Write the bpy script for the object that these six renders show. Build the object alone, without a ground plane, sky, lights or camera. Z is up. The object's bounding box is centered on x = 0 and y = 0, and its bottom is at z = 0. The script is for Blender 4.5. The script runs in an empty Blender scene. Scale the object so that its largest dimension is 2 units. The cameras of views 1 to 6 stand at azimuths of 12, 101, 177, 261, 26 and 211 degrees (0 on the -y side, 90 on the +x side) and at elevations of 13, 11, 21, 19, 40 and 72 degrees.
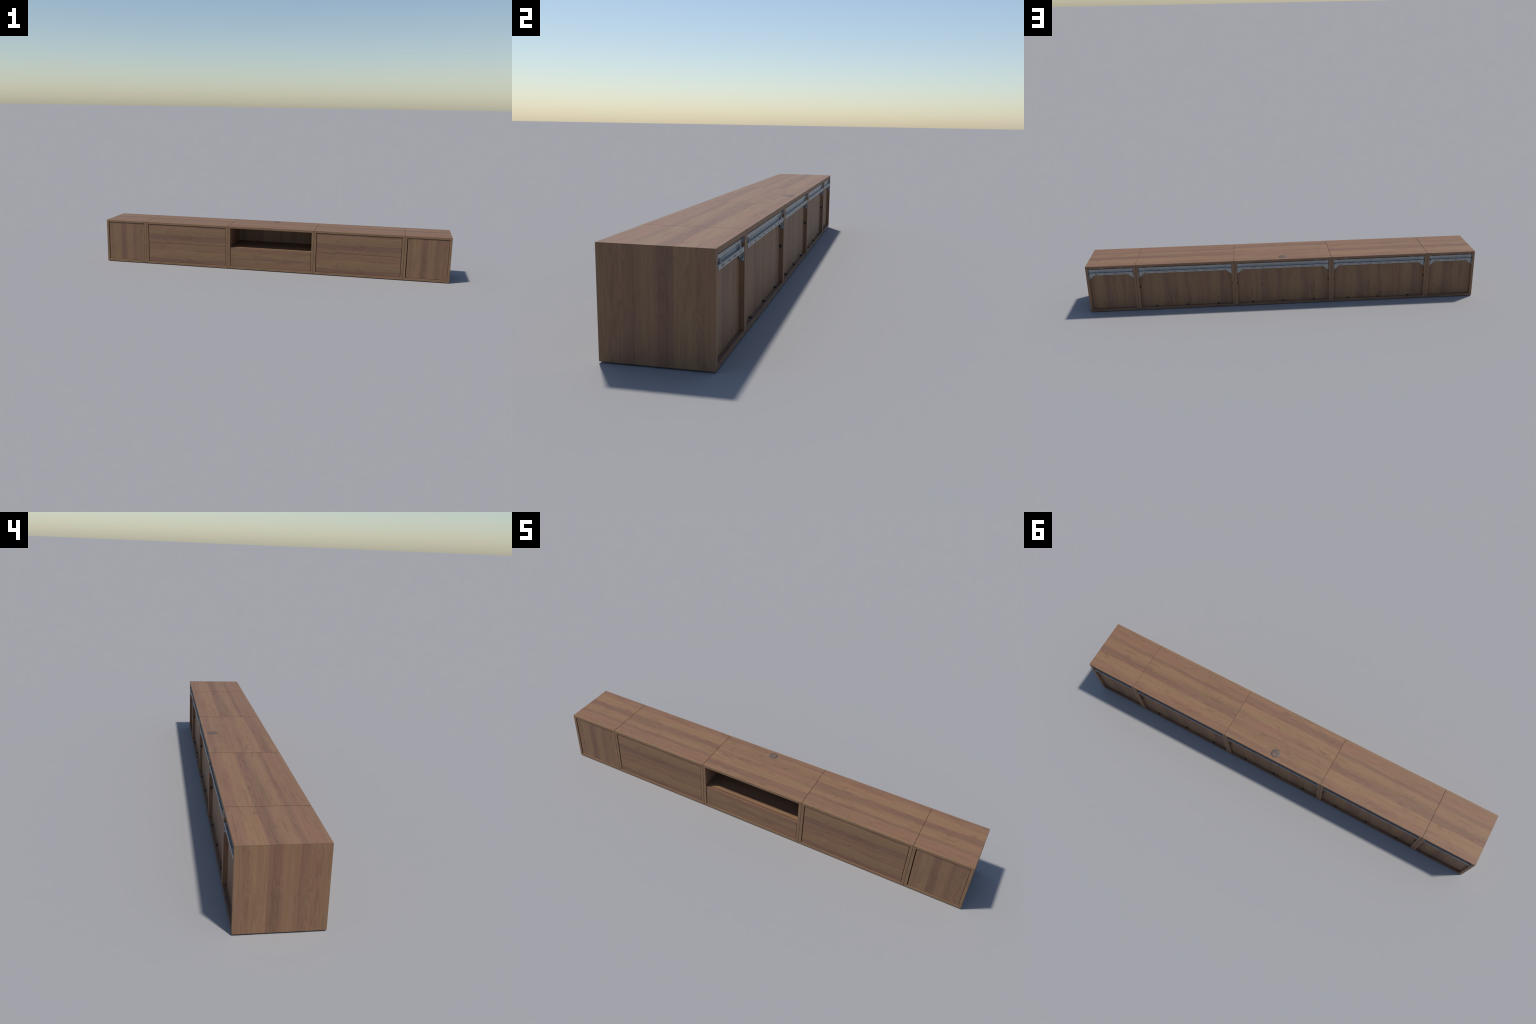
import bpy, bmesh, math
from mathutils import Matrix, Vector

# ------------------------------------------------------------------ sizes (m)
HALF_LEN, HALF_DEPTH, HEIGHT = 1.0, 0.125, 0.25
BOARD = 0.0126                      # thickness of carcass boards
SEAM = 0.0004                       # half of the joint between two cabinets
FRONT_RECESS = 0.0020               # doors/drawers sit this far behind the rim
FRONT_THICK = 0.0115
GAP = 0.0024                        # reveal around doors and drawers
BACK_OUT, BACK_IN = 0.1126, 0.1055  # back panel faces
# cabinets: (x start, x end, kind)
CABINETS = [(-1.00, -0.75, "door"), (-0.75, -0.25, "drawers"), (-0.25, 0.25, "open"),
            (0.25, 0.75, "drawers"), (0.75, 1.00, "door")]


# ------------------------------------------------------------------ materials
class Nodes:
    """small helper to wire shader nodes"""
    def __init__(self, name):
        self.mat = bpy.data.materials.new(name)
        self.mat.use_nodes = True
        self.nt = self.mat.node_tree
        self.bsdf = self.nt.nodes["Principled BSDF"]

    def new(self, kind, **props):
        n = self.nt.nodes.new(kind)
        for k, v in props.items():
            setattr(n, k, v)
        return n

    def put(self, socket, value):
        if isinstance(value, bpy.types.NodeSocket):
            self.nt.links.new(value, socket)
        else:
            socket.default_value = value

    def math(self, op, a, b=0.0, c=0.0):
        n = self.new("ShaderNodeMath", operation=op)
        for s, v in zip(n.inputs, (a, b, c)):
            self.put(s, v)
        return n.outputs[0]

    def noise(self, vec, scale=1.0, detail=2.0, rough=0.5, distortion=0.0):
        n = self.new("ShaderNodeTexNoise")
        self.put(n.inputs["Vector"], vec)
        n.inputs["Scale"].default_value = scale
        n.inputs["Detail"].default_value = detail
        n.inputs["Roughness"].default_value = rough
        n.inputs["Distortion"].default_value = distortion
        return n.outputs["Fac"]

    def vec(self, x, y, z):
        n = self.new("ShaderNodeCombineXYZ")
        for s, v in zip(n.inputs, (x, y, z)):
            self.put(s, v)
        return n.outputs[0]

    def ramp(self, fac, stops, interp="LINEAR"):
        n = self.new("ShaderNodeValToRGB")
        n.color_ramp.interpolation = interp
        el = n.color_ramp.elements
        el[0].position, el[0].color = stops[0][0], (*stops[0][1], 1)
        el[1].position, el[1].color = stops[-1][0], (*stops[-1][1], 1)
        for p, c in stops[1:-1]:
            e = el.new(p)
            e.color = (*c, 1)
        self.put(n.inputs["Fac"], fac)
        return n.outputs["Color"]

    def mix(self, fac, a, b, blend="MIX"):
        n = self.new("ShaderNodeMix", data_type="RGBA", blend_type=blend)
        self.put(n.inputs["Factor"], fac)
        ins = [s for s in n.inputs if s.type == "RGBA"]
        self.put(ins[0], a)
        self.put(ins[1], b)
        return [s for s in n.outputs if s.type == "RGBA"][0]


def walnut():
    """Veneer: grain runs along local X, planks lie side by side along local Y."""
    N = Nodes("walnut_veneer")
    tc = N.new("ShaderNodeTexCoord")
    sep = N.new("ShaderNodeSeparateXYZ")
    N.put(sep.inputs[0], tc.outputs["Object"])
    g, y, z = sep.outputs
    c = N.math("ADD", y, N.math("MULTIPLY", z, 0.9))       # edges show their own streaks

    # --- plank tints across the veneer sheet (period 0.5 m)
    wander = N.noise(N.vec(N.math("MULTIPLY", g, 6.0), N.math("MULTIPLY", c, 15.0), 0.0), 1.0, 2.5)
    wander = N.math("MULTIPLY", N.math("SUBTRACT", wander, 0.5), 0.034)
    # the glue line between two planks at c = 0.165 stays straight
    away = N.math("MINIMUM", N.math("MULTIPLY", N.math("ABSOLUTE", N.math("SUBTRACT", c, 0.165)), 22.0), 1.0)
    cw = N.math("ADD", c, N.math("MULTIPLY", wander, away))
    cs = N.math("ADD", c, N.math("MULTIPLY", wander, 0.35))      # streaks swing gently with it
    u = N.math("FRACT", N.math("DIVIDE", cw, 0.5))
    mid = (0.249, 0.137, 0.076)
    red = (0.244, 0.130, 0.075)
    yellow = (0.271, 0.155, 0.081)
    straw = (0.257, 0.145, 0.078)
    dark = (0.208, 0.113, 0.068)
    plum = (0.216, 0.115, 0.071)
    stops = [(0.000, straw), (0.030, mid), (0.075, red), (0.115, mid), (0.140, plum),
             (0.175, straw), (0.235, mid), (0.275, plum), (0.326, plum), (0.330, yellow),
             (0.375, straw), (0.405, yellow), (0.425, red), (0.470, red), (0.510, mid),
             (0.560, red), (0.620, straw), (0.665, dark), (0.690, mid), (0.760, straw),
             (0.815, red), (0.880, plum), (0.915, mid), (0.960, yellow), (1.000, straw)]
    tint = N.ramp(u, stops)

    # --- cathedral figure: contour lines of a long stretched field
    field = N.noise(N.vec(N.math("MULTIPLY", g, 4.5), N.math("MULTIPLY", c, 30.0), 3.7), 1.0, 1.5, 0.45, 0.25)
    rings = N.math("FRACT", N.math("MULTIPLY", field, 11.0))
    rings = N.ramp(rings, [(0.0, (0.74,) * 3), (0.14, (0.86,) * 3), (0.50, (1.0,) * 3),
                           (0.85, (1.04,) * 3), (1.0, (0.84,) * 3)])
    where = N.noise(N.vec(N.math("MULTIPLY", g, 4.0), N.math("MULTIPLY", c, 16.0), 9.1), 1.0, 1.0)
    where = N.ramp(where, [(0.46, (0.08,) * 3), (0.62, (0.70,) * 3)])
    col = N.mix(where, tint, N.mix(1.0, tint, rings, "MULTIPLY"))

    # --- straight streaks, two widths
    s1 = N.noise(N.vec(N.math("MULTIPLY", g, 2.6), N.math("MULTIPLY", cs, 150.0), 1.3), 1.0, 3.0, 0.55, 0.15)
    s1 = N.ramp(s1, [(0.28, (0.78,) * 3), (0.46, (0.97,) * 3), (0.62, (1.04,) * 3), (0.78, (1.07,) * 3)])
    col = N.mix(0.65, col, s1, "MULTIPLY")
    s2 = N.noise(N.vec(N.math("MULTIPLY", g, 9.0), N.math("MULTIPLY", cs, 620.0), 5.3), 1.0, 2.0, 0.6)
    s2 = N.ramp(s2, [(0.30, (0.80,) * 3), (0.50, (1.0,) * 3), (0.75, (1.06,) * 3)])
    col = N.mix(0.85, col, s2, "MULTIPLY")

    s3 = N.noise(N.vec(N.math("MULTIPLY", g, 1.3), N.math("MULTIPLY", cs, 62.0), 8.4), 1.0, 2.0, 0.5, 0.1)
    s3 = N.ramp(s3, [(0.30, (0.88, 0.87, 0.88)), (0.48, (0.99,) * 3), (0.66, (1.03, 1.035, 1.02))])
    col = N.mix(0.6, col, s3, "MULTIPLY")

    # --- dark smudges around small knots
    blot = N.noise(N.vec(N.math("MULTIPLY", g, 13.0), N.math("MULTIPLY", c, 48.0), 7.7), 1.0, 2.0, 0.5, 0.6)
    blot = N.ramp(blot, [(0.60, (1.0,) * 3), (0.76, (0.74, 0.72, 0.72))])
    col = N.mix(0.8, col, blot, "MULTIPLY")

    # --- slow drift between rosy and olive brown
    hue = N.noise(N.vec(N.math("MULTIPLY", g, 3.0), N.math("MULTIPLY", c, 36.0), 2.2), 1.0, 2.0)
    hue = N.ramp(hue, [(0.32, (1.03, 0.975, 0.985)), (0.50, (1, 1, 1)), (0.68, (0.98, 1.03, 0.965))])
    col = N.mix(1.0, col, hue, "MULTIPLY")

    N.put(N.bsdf.inputs["Base Color"], col)
    N.bsdf.inputs["Roughness"].default_value = 0.58
    N.bsdf.inputs["Specular IOR Level"].default_value = 0.34
    bump = N.new("ShaderNodeBump")
    bump.inputs["Strength"].default_value = 0.06
    bump.inputs["Distance"].default_value = 0.0006
    N.put(bump.inputs["Height"], s2)
    N.put(N.bsdf.inputs["Normal"], bump.outputs[0])
    return N.mat


def zinc():
    N = Nodes("galvanised_steel")
    tc = N.new("ShaderNodeTexCoord")
    n = N.noise(tc.outputs["Object"], 90.0, 3.0, 0.6)
    N.put(N.bsdf.inputs["Base Color"], N.ramp(n, [(0.3, (0.27, 0.285, 0.30)), (0.7, (0.35, 0.365, 0.38))]))
    N.bsdf.inputs["Metallic"].default_value = 0.8
    N.bsdf.inputs["Roughness"].default_value = 0.40
    return N.mat


def plain(name, color, rough, metal=0.0):
    N = Nodes(name)
    tc = N.new("ShaderNodeTexCoord")
    n = N.noise(tc.outputs["Object"], 160.0, 2.0, 0.5)
    lo = tuple(v * 0.92 for v in color)
    hi = tuple(v * 1.06 for v in color)
    N.put(N.bsdf.inputs["Base Color"], N.ramp(n, [(0.35, lo), (0.65, hi)]))
    N.bsdf.inputs["Roughness"].default_value = rough
    N.bsdf.inputs["Metallic"].default_value = metal
    return N.mat


WOOD = walnut()
ZINC = zinc()
BLACK = plain("black_plastic", (0.008, 0.008, 0.009), 0.55)
NICKEL = plain("brushed_nickel", (0.112, 0.080, 0.063), 0.65, 0.0)


# ------------------------------------------------------------------ object helpers
root = bpy.data.objects.new("media_console", None)
root.empty_display_size = 0.1
bpy.context.scene.collection.objects.link(root)
root["label"] = "long low walnut media console with drawers and doors"
root["category"] = "tv stand"


def add(name, mesh, parent, mat, matrix=None, smooth=None):
    mesh.name = name
    if not mesh.materials:
        mesh.materials.append(mat)
    ob = bpy.data.objects.new(name, mesh)
    bpy.context.scene.collection.objects.link(ob)
    ob.parent = parent
    if matrix is not None:
        ob.matrix_local = matrix
    if smooth is not None:
        mesh.shade_smooth()
        mesh.set_sharp_from_angle(angle=math.radians(smooth))
    return ob


def mesh_from(bm):
    bmesh.ops.recalc_face_normals(bm, faces=bm.faces)
    me = bpy.data.meshes.new("mesh")
    bm.to_mesh(me)
    bm.free()
    return me


def prism(outline, depth):
    """outline: list of (a, b); extruded along the third axis -> bmesh with (a, t, b)"""
    bm = bmesh.new()
    lo = [bm.verts.new((a, 0.0, b)) for a, b in outline]
    hi = [bm.verts.new((a, depth, b)) for a, b in outline]
    n = len(outline)
    bm.faces.new(lo)
    bm.faces.new(hi[::-1])
    for i in range(n):
        bm.faces.new((lo[i], hi[i], hi[(i + 1) % n], lo[(i + 1) % n]))
    return bm


def bevel(bm, width, segments=2):
    if width > 0:
        bmesh.ops.bevel(bm, geom=list(bm.edges), offset=width, offset_type="OFFSET",
                        segments=segments, profile=0.5, affect="EDGES", clamp_overlap=True)


def frame(gx, cy, oz):
    """world directions of local X (grain), Y (across), Z (outward) -> rotation"""
    return Matrix((gx, cy, oz)).transposed().to_4x4()


TOP = frame((1, 0, 0), (0, 1, 0), (0, 0, 1))
BOTTOM = frame((-1, 0, 0), (0, 1, 0), (0, 0, -1))
RIGHT = frame((0, 0, -1), (0, 1, 0), (1, 0, 0))
LEFT = frame((0, 0, 1), (0, 1, 0), (-1, 0, 0))
DOOR = frame((0, 0, 1), (-1, 0, 0), (0, -1, 0))
DRAWER = frame((1, 0, 0), (0, 0, 1), (0, -1, 0))
BACK = frame((0, 0, 1), (1, 0, 0), (0, 1, 0))


def board(name, rot, center, length, width, thick, mitre=False, grain=0.0, across=0.0,
          edge=0.0007, profile=None):
    """A veneered board. `center` is the middle of its outer face (world). The mesh is
    shifted in local space so that (grain, across) picks its place on the veneer sheet."""
    h = length / 2
    if profile is not None:                                   # section across the grain (Y, Z)
        bm = bmesh.new()
        lo = [bm.verts.new((-h, a, b)) for a, b in profile]
        hi = [bm.verts.new((h, a, b)) for a, b in profile]
        n = len(profile)
        bm.faces.new(lo)
        bm.faces.new(hi[::-1])
        for i in range(n):
            bm.faces.new((lo[i], hi[i], hi[(i + 1) % n], lo[(i + 1) % n]))
    else:
        k = thick if mitre else 0.0
        g = 0.0003 if mitre else 0.0
        bm = prism([(-h + g, 0), (-h + k + g, -thick), (h - k - g, -thick), (h - g, 0)], width)
        bmesh.ops.translate(bm, verts=bm.verts, vec=(0, -width / 2, 0))
    bevel(bm, edge)
    off = Vector((h + grain, width / 2 + across, 0))
    bmesh.ops.translate(bm, verts=bm.verts, vec=off)
    m = Matrix.Translation(center) @ rot @ Matrix.Translation(-off)
    return add(name, mesh_from(bm), root, WOOD, m)


# ------------------------------------------------------------------ hardware pieces
def perforated_strip(x0, x1, z0, z1, holes, y_out, thick):
    """flat strip with real rectangular holes: list of (xa, xb, za, zb)"""
    xs = sorted({x0, x1, *[h[0] for h in holes], *[h[1] for h in holes]})
    zs = sorted({z0, z1, *[h[2] for h in holes], *[h[3] for h in holes]})

    def solid(i, j):
        if not (0 <= i < len(xs) - 1 and 0 <= j < len(zs) - 1):
            return False
        mx, mz = (xs[i] + xs[i + 1]) / 2, (zs[j] + zs[j + 1]) / 2
        return not any(a < mx < b and p < mz < q for a, b, p, q in holes)

    bm = bmesh.new()
    cache = {}

    def v(i, j, s):
        key = (i, j, s)
        if key not in cache:
            cache[key] = bm.verts.new((xs[i], y_out - s * thick, zs[j]))
        return cache[key]

    for i in range(len(xs) - 1):
        for j in range(len(zs) - 1):
            if not solid(i, j):
                continue
            for s in (0, 1):
                bm.faces.new([v(i, j, s), v(i + 1, j, s), v(i + 1, j + 1, s), v(i, j + 1, s)])
            sides = [((i, j), (i + 1, j), (i, j - 1)), ((i, j + 1), (i + 1, j + 1), (i, j + 1)),
                     ((i, j), (i, j + 1), (i - 1, j)), ((i + 1, j), (i + 1, j + 1), (i + 1, j))]
            for a, b, nb in sides:
                if not solid(*nb):
                    bm.faces.new([v(*a, 0), v(*b, 0), v(*b, 1), v(*a, 1)])
    return bm


def sheet(path, thick, x0, x1):
    """bent sheet metal: open (y, z) path offset by thick and run from x0 to x1"""
    pts = [Vector(p) for p in path]
    out = []
    for i, p in enumerate(pts):
        d0 = (p - pts[i - 1]).normalized() if i else (pts[1] - p).normalized()
        d1 = (pts[i + 1] - p).normalized() if i < len(pts) - 1 else d0
        n0, n1 = Vector((-d0.y, d0.x)), Vector((-d1.y, d1.x))
        m = (n0 + n1)
        m = m / max(m.dot(n0), 0.3)
        out.append(p + m * thick)
    ring = pts + out[::-1]
    bm = bmesh.new()
    lo = [bm.verts.new((x0, a, b)) for a, b in ring]
    hi = [bm.verts.new((x1, a, b)) for a, b in ring]
    n, k = len(ring), len(pts)
    for i in range(n):
        bm.faces.new((lo[i], hi[i], hi[(i + 1) % n], lo[(i + 1) % n]))
    for i in range(k - 1):
        for r in (lo, hi):
            bm.faces.new((r[i], r[i + 1], r[n - 2 - i], r[n - 1 - i]))
    return bm


def box(bm, x, y, z):
    ret = bmesh.ops.create_cube(bm, size=1.0)
    for v in ret["verts"]:
        v.co = Vector(((x[0] + x[1]) / 2 + v.co.x * (x[1] - x[0]),
                       (y[0] + y[1]) / 2 + v.co.y * (y[1] - y[0]),
                       (z[0] + z[1]) / 2 + v.co.z * (z[1] - z[0])))


def extruded_plate(bm, pts, axis, at, thick):
    """polygon plate; axis 'y': pts are (x, z), axis 'x': pts are (y, z)"""
    def co(p, t):
        return (p[0], t, p[1]) if axis == "y" else (t, p[0], p[1])
    lo = [bm.verts.new(co(p, at)) for p in pts]
    hi = [bm.verts.new(co(p, at + thick)) for p in pts]
    n = len(pts)
    bm.faces.new(lo)
    bm.faces.new(hi[::-1])
    for i in range(n):
        bm.faces.new((lo[i], hi[i], hi[(i + 1) % n], lo[(i + 1) % n]))


def screw_mesh(radius=0.0042, dome=0.0022):
    """domed screw head, axis +X, with a cross recess rim"""
    bm = bmesh.new()
    rings = [(0.0, radius), (0.0006, radius), (0.0013, radius * 0.86), (dome * 0.9, radius * 0.5)]
    seg = 16
    prev = None
    for x, r in rings:
        cur = [bm.verts.new((x, r * math.cos(2 * math.pi * i / seg), r * math.sin(2 * math.pi * i / seg)))
               for i in range(seg)]
        if prev:
            for i in range(seg):
                bm.faces.new((prev[i], prev[(i + 1) % seg], cur[(i + 1) % seg], cur[i]))
        else:
            bm.faces.new(cur[::-1])
        prev = cur
    tip = bm.verts.new((dome, 0, 0))
    for i in range(seg):
        bm.faces.new((prev[i], prev[(i + 1) % seg], tip))
    return mesh_from(bm)


def bolt_mesh():
    """upright adjusting bolt, axis +Z"""
    bm = bmesh.new()
    bmesh.ops.create_cone(bm, cap_ends=True, segments=12, radius1=0.0014, radius2=0.0014, depth=0.0085)
    head = bmesh.ops.create_cone(bm, cap_ends=True, segments=6, radius1=0.0026, radius2=0.0024, depth=0.0020)
    bmesh.ops.translate(bm, verts=head["verts"], vec=(0, 0, 0.0030))
    return mesh_from(bm)


def clip_mesh():
    """half-round black clip: flat back on the panel (+Y outward), thickness along Z"""
    r, d, h = 0.0050, 0.0084, 0.0042
    bm = bmesh.new()
    pts = [(r * math.cos(a), d * math.sin(a)) for a in [math.pi * i / 12 for i in range(13)]]
    lo = [bm.verts.new((x, y, 0)) for x, y in pts]
    mid = [bm.verts.new((x, y, h * 0.6)) for x, y in pts]
    hi = [bm.verts.new((x * 0.72, y * 0.76, h)) for x, y in pts]
    for a, b in ((lo, mid), (mid, hi)):
        for i in range(len(pts)):
            j = (i + 1) % len(pts)
            bm.faces.new((a[i], a[j], b[j], b[i]))
    bm.faces.new(lo[::-1])
    bm.faces.new(hi)
    return mesh_from(bm)


SCREW, BOLT, CLIP = screw_mesh(), bolt_mesh(), clip_mesh()
for me, mat in ((SCREW, ZINC), (BOLT, ZINC), (CLIP, BLACK)):
    me.materials.append(mat)
SCREW.shade_smooth()
SCREW.set_sharp_from_angle(angle=math.radians(50))


def hanging_set(xa, xb):
    """galvanised wall rail with its two corner brackets between inner faces xa..xb"""
    clear = 0.0050
    x0, x1 = xa + clear, xb - clear
    mid, span = (xa + xb) / 2, xb - xa
    y_lip, z0, z1 = 0.1246, 0.2025, 0.2133
    n = 9 if span > 0.3 else 4
    pitch = 0.0508 if span > 0.3 else 0.0482
    holes = []
    for i in range(n):
        cx = mid + (i - (n - 1) / 2) * pitch
        wide = 0.0088 if i % 4 != 0 else 0.0056
        for off, w, h in ((-0.0120, 0.0038, 0.0030), (0.0, wide, 0.0036), (0.0120, 0.0038, 0.0030)):
            holes.append((cx + off - w / 2, cx + off + w / 2, 0.2079 - h / 2, 0.2079 + h / 2))
    bm = perforated_strip(x0, x1, z0, z1, holes, y_lip, 0.0009)
    rail = add("hanging_rail", mesh_from(bm), root, ZINC)
    # folded web behind the perforated lip: ledge, ribbed wall, top fold, lower return
    path = [(0.1236, 0.2130), (0.1176, 0.2130), (0.1176, 0.2190), (0.1164, 0.2198), (0.1164, 0.2226),
            (0.1176, 0.2234), (0.1176, 0.2262), (0.1168, 0.2268), (0.1176, 0.2274), (0.1176, 0.2303), (0.1145, 0.2303)]
    web = add("rail_web", mesh_from(sheet(path, -0.0009, x0, x1)), rail, ZINC)
    ret = add("rail_return", mesh_from(sheet([(0.1236, 0.2025), (0.1200, 0.2025), (0.1200, 0.2040)],
                                             0.0009, x0, x1)), rail, ZINC)
    for side, xe in ((1, xb), (-1, xa)):
        s = -side                                        # direction into the cabinet
        bm = bmesh.new()
        e = xe + s * 0.0004
        tri = [(e, 0.1780), (e + s * 0.0045, 0.1795), (e + s * 0.0310, 0.2015), (e + s * 0.0310, 0.2120), (e, 0.2120)]
        extruded_plate(bm, tri, "y", 0.1150, 0.0010)     # gusset close to the back panel
        plate = [(0.1120, 0.1780), (0.1232, 0.1780), (0.1240, 0.1795), (0.1240, 0.2020), (0.1165, 0.2020),
                 (0.1165, 0.2225), (0.1240, 0.2225), (0.1240, 0.2358), (0.1120, 0.2358)]
        extruded_plate(bm, plate, "x", e if s > 0 else e - 0.0010, 0.0010)
        for c, w in ((0.0085, 0.0055), (0.0640, 0.0090)):  # tabs hooked over the rail
            xc = e + s * c
            box(bm, (xc - w, xc + w), (0.1140, 0.1150), (0.2290, 0.2362))
        xs = sorted((e + s * 0.0018, e + s * 0.0450))
        box(bm, xs, (0.1177, 0.1187), (0.2172, 0.2305))     # hook plate over the web
        xs = sorted((e + s * 0.0200, e + s * 0.0420))
        box(bm, xs, (0.1180, 0.1226), (0.2142, 0.2160))     # hook tongue in the ledge
        add("hanging_bracket", mesh_from(bm), rail, ZINC)
        b = add("adjusting_bolt", BOLT, rail, ZINC, Matrix.Translation((e + s * 0.0310, 0.1212, 0.2180)))
        rot = Matrix.Identity(4) if s > 0 else Matrix.Rotation(math.pi, 4, "Z")
        add("screw", SCREW, rail, ZINC, Matrix.Translation((e + s * 0.0010, 0.1193, 0.1832)) @ rot)


def clips(xa, xb):
    mid = (xa + xb) / 2
    for off in (-0.16, 0.0, 0.16):
        add("panel_clip", CLIP, root, BLACK, Matrix.Translation((mid + off, BACK_OUT + 0.0002, BOARD + 0.0001)))
    for x, ang in ((xa, 90), (xb, -90)):
        m = Matrix.Translation((x, BACK_OUT + 0.0002, 0.1245)) @ Matrix.Rotation(math.radians(ang), 4, "Y")
        add("panel_clip", CLIP, root, BLACK, m)


# ------------------------------------------------------------------ cabinets
for xa, xb, kind in CABINETS:
    a = xa + (SEAM if xa > -HALF_LEN else 0)
    b = xb - (SEAM if xb < HALF_LEN else 0)
    cx, length = (a + b) / 2, b - a
    W = 2 * HALF_DEPTH
    shift = 0.10 if kind == "open" else 0.0              # middle cabinet uses another veneer strip
    g0 = {"door": 0.37, "drawers": 0.0, "open": 0.9}[kind]
    board("top_panel", TOP, (cx, 0, HEIGHT), length, W, BOARD, True, g0, shift)
    board("bottom_panel", BOTTOM, (cx, 0, 0), length, W, BOARD, True, g0 + 1.3, 0.19)
    board("side_panel", LEFT, (a, 0, HEIGHT / 2), HEIGHT, W, BOARD, True, 0.62, 0.0)
    board("side_panel", RIGHT, (b, 0, HEIGHT / 2), HEIGHT, W, BOARD, True, 0.62, 0.0)

    ia, ib = a + BOARD, b - BOARD                         # clear inside
    iz0, iz1 = BOARD, HEIGHT - BOARD
    ymid_front = -HALF_DEPTH + FRONT_RECESS
    board("back_panel", BACK, ((ia + ib) / 2, BACK_OUT, HEIGHT / 2), iz1 - iz0, ib - ia, BACK_OUT - BACK_IN,
          False, 1.9, {"door": 0.014, "drawers": 0.10, "open": 0.31}[kind], edge=0.0)

    fa, fb = ia + GAP * 1.25, ib - GAP * 0.9
    fz0, fz1 = iz0 + GAP * 0.6, iz1 - GAP
    if kind == "door":
        board("door", DOOR, ((fa + fb) / 2 + 0.0008, ymid_front, (fz0 + fz1) / 2), fz1 - fz0, fb - fa, FRONT_THICK,
              False, 0.62, 0.016, edge=0.0006)
    elif kind == "drawers":
        zm = 0.1262
        for z0, z1, c0 in ((fz0, zm - 0.0006, 0.140), (zm + 0.0006, fz1, 0.112)):
            board("drawer_front", DRAWER, ((fa + fb) / 2, ymid_front, (z0 + z1) / 2), fb - fa, z1 - z0,
                  FRONT_THICK, False, 2.6, c0, edge=0.0008)
    else:
        z1 = 0.1234                                       # top slopes back as a finger pull
        hh = (z1 - fz0) / 2
        prof = [(-hh, 0), (hh - 0.0012, 0), (hh, -0.0012), (hh - 0.0034, -FRONT_THICK), (-hh, -FRONT_THICK)]
        board("drawer_front", DRAWER, ((fa + fb) / 2, ymid_front, (fz0 + z1) / 2), fb - fa, 2 * hh,
              FRONT_THICK, grain=3.4, across=0.025, edge=0.0003, profile=prof)
        ys0, ys1 = -0.1105, BACK_IN - 0.0003
        board("shelf", TOP, ((ia + ib) / 2, (ys0 + ys1) / 2, 0.1246), ib - ia - 0.0006, ys1 - ys0, 0.0115,
              False, 4.1, 0.30, edge=0.0008)

    hanging_set(ia, ib)
    if kind != "door":
        clips(ia, ib)

# ------------------------------------------------------------------ cable grommet on the middle cabinet
def grommet():
    """round metal cover with an off-centre cable hole"""
    bm = bmesh.new()
    seg, R, r, oy, ox = 48, 0.0205, 0.0068, 0.0062, 0.0020
    prof = [(0, -0.0004), (0, 0.0013), (0.0004, 0.0016)]      # (inset from rim, height)
    rows = []
    for inset, h in prof:
        rows.append([bm.verts.new(((R - inset) * math.cos(t), (R - inset) * math.sin(t), h))
                     for t in [2 * math.pi * i / seg for i in range(seg)]])
    for h in (0.0016, -0.0004):
        rr = r
        rows.append([bm.verts.new((ox + rr * math.cos(t), oy + rr * math.sin(t), h))
                     for t in [2 * math.pi * i / seg for i in range(seg)]])
    for p, q in zip(rows, rows[1:]):
        for i in range(seg):
            j = (i + 1) % seg
            bm.faces.new((p[i], p[j], q[j], q[i]))
    return mesh_from(bm)


add("cable_grommet", grommet(), root, NICKEL, Matrix.Translation((-0.0008, 0.0930, HEIGHT - 0.0011)), smooth=40)
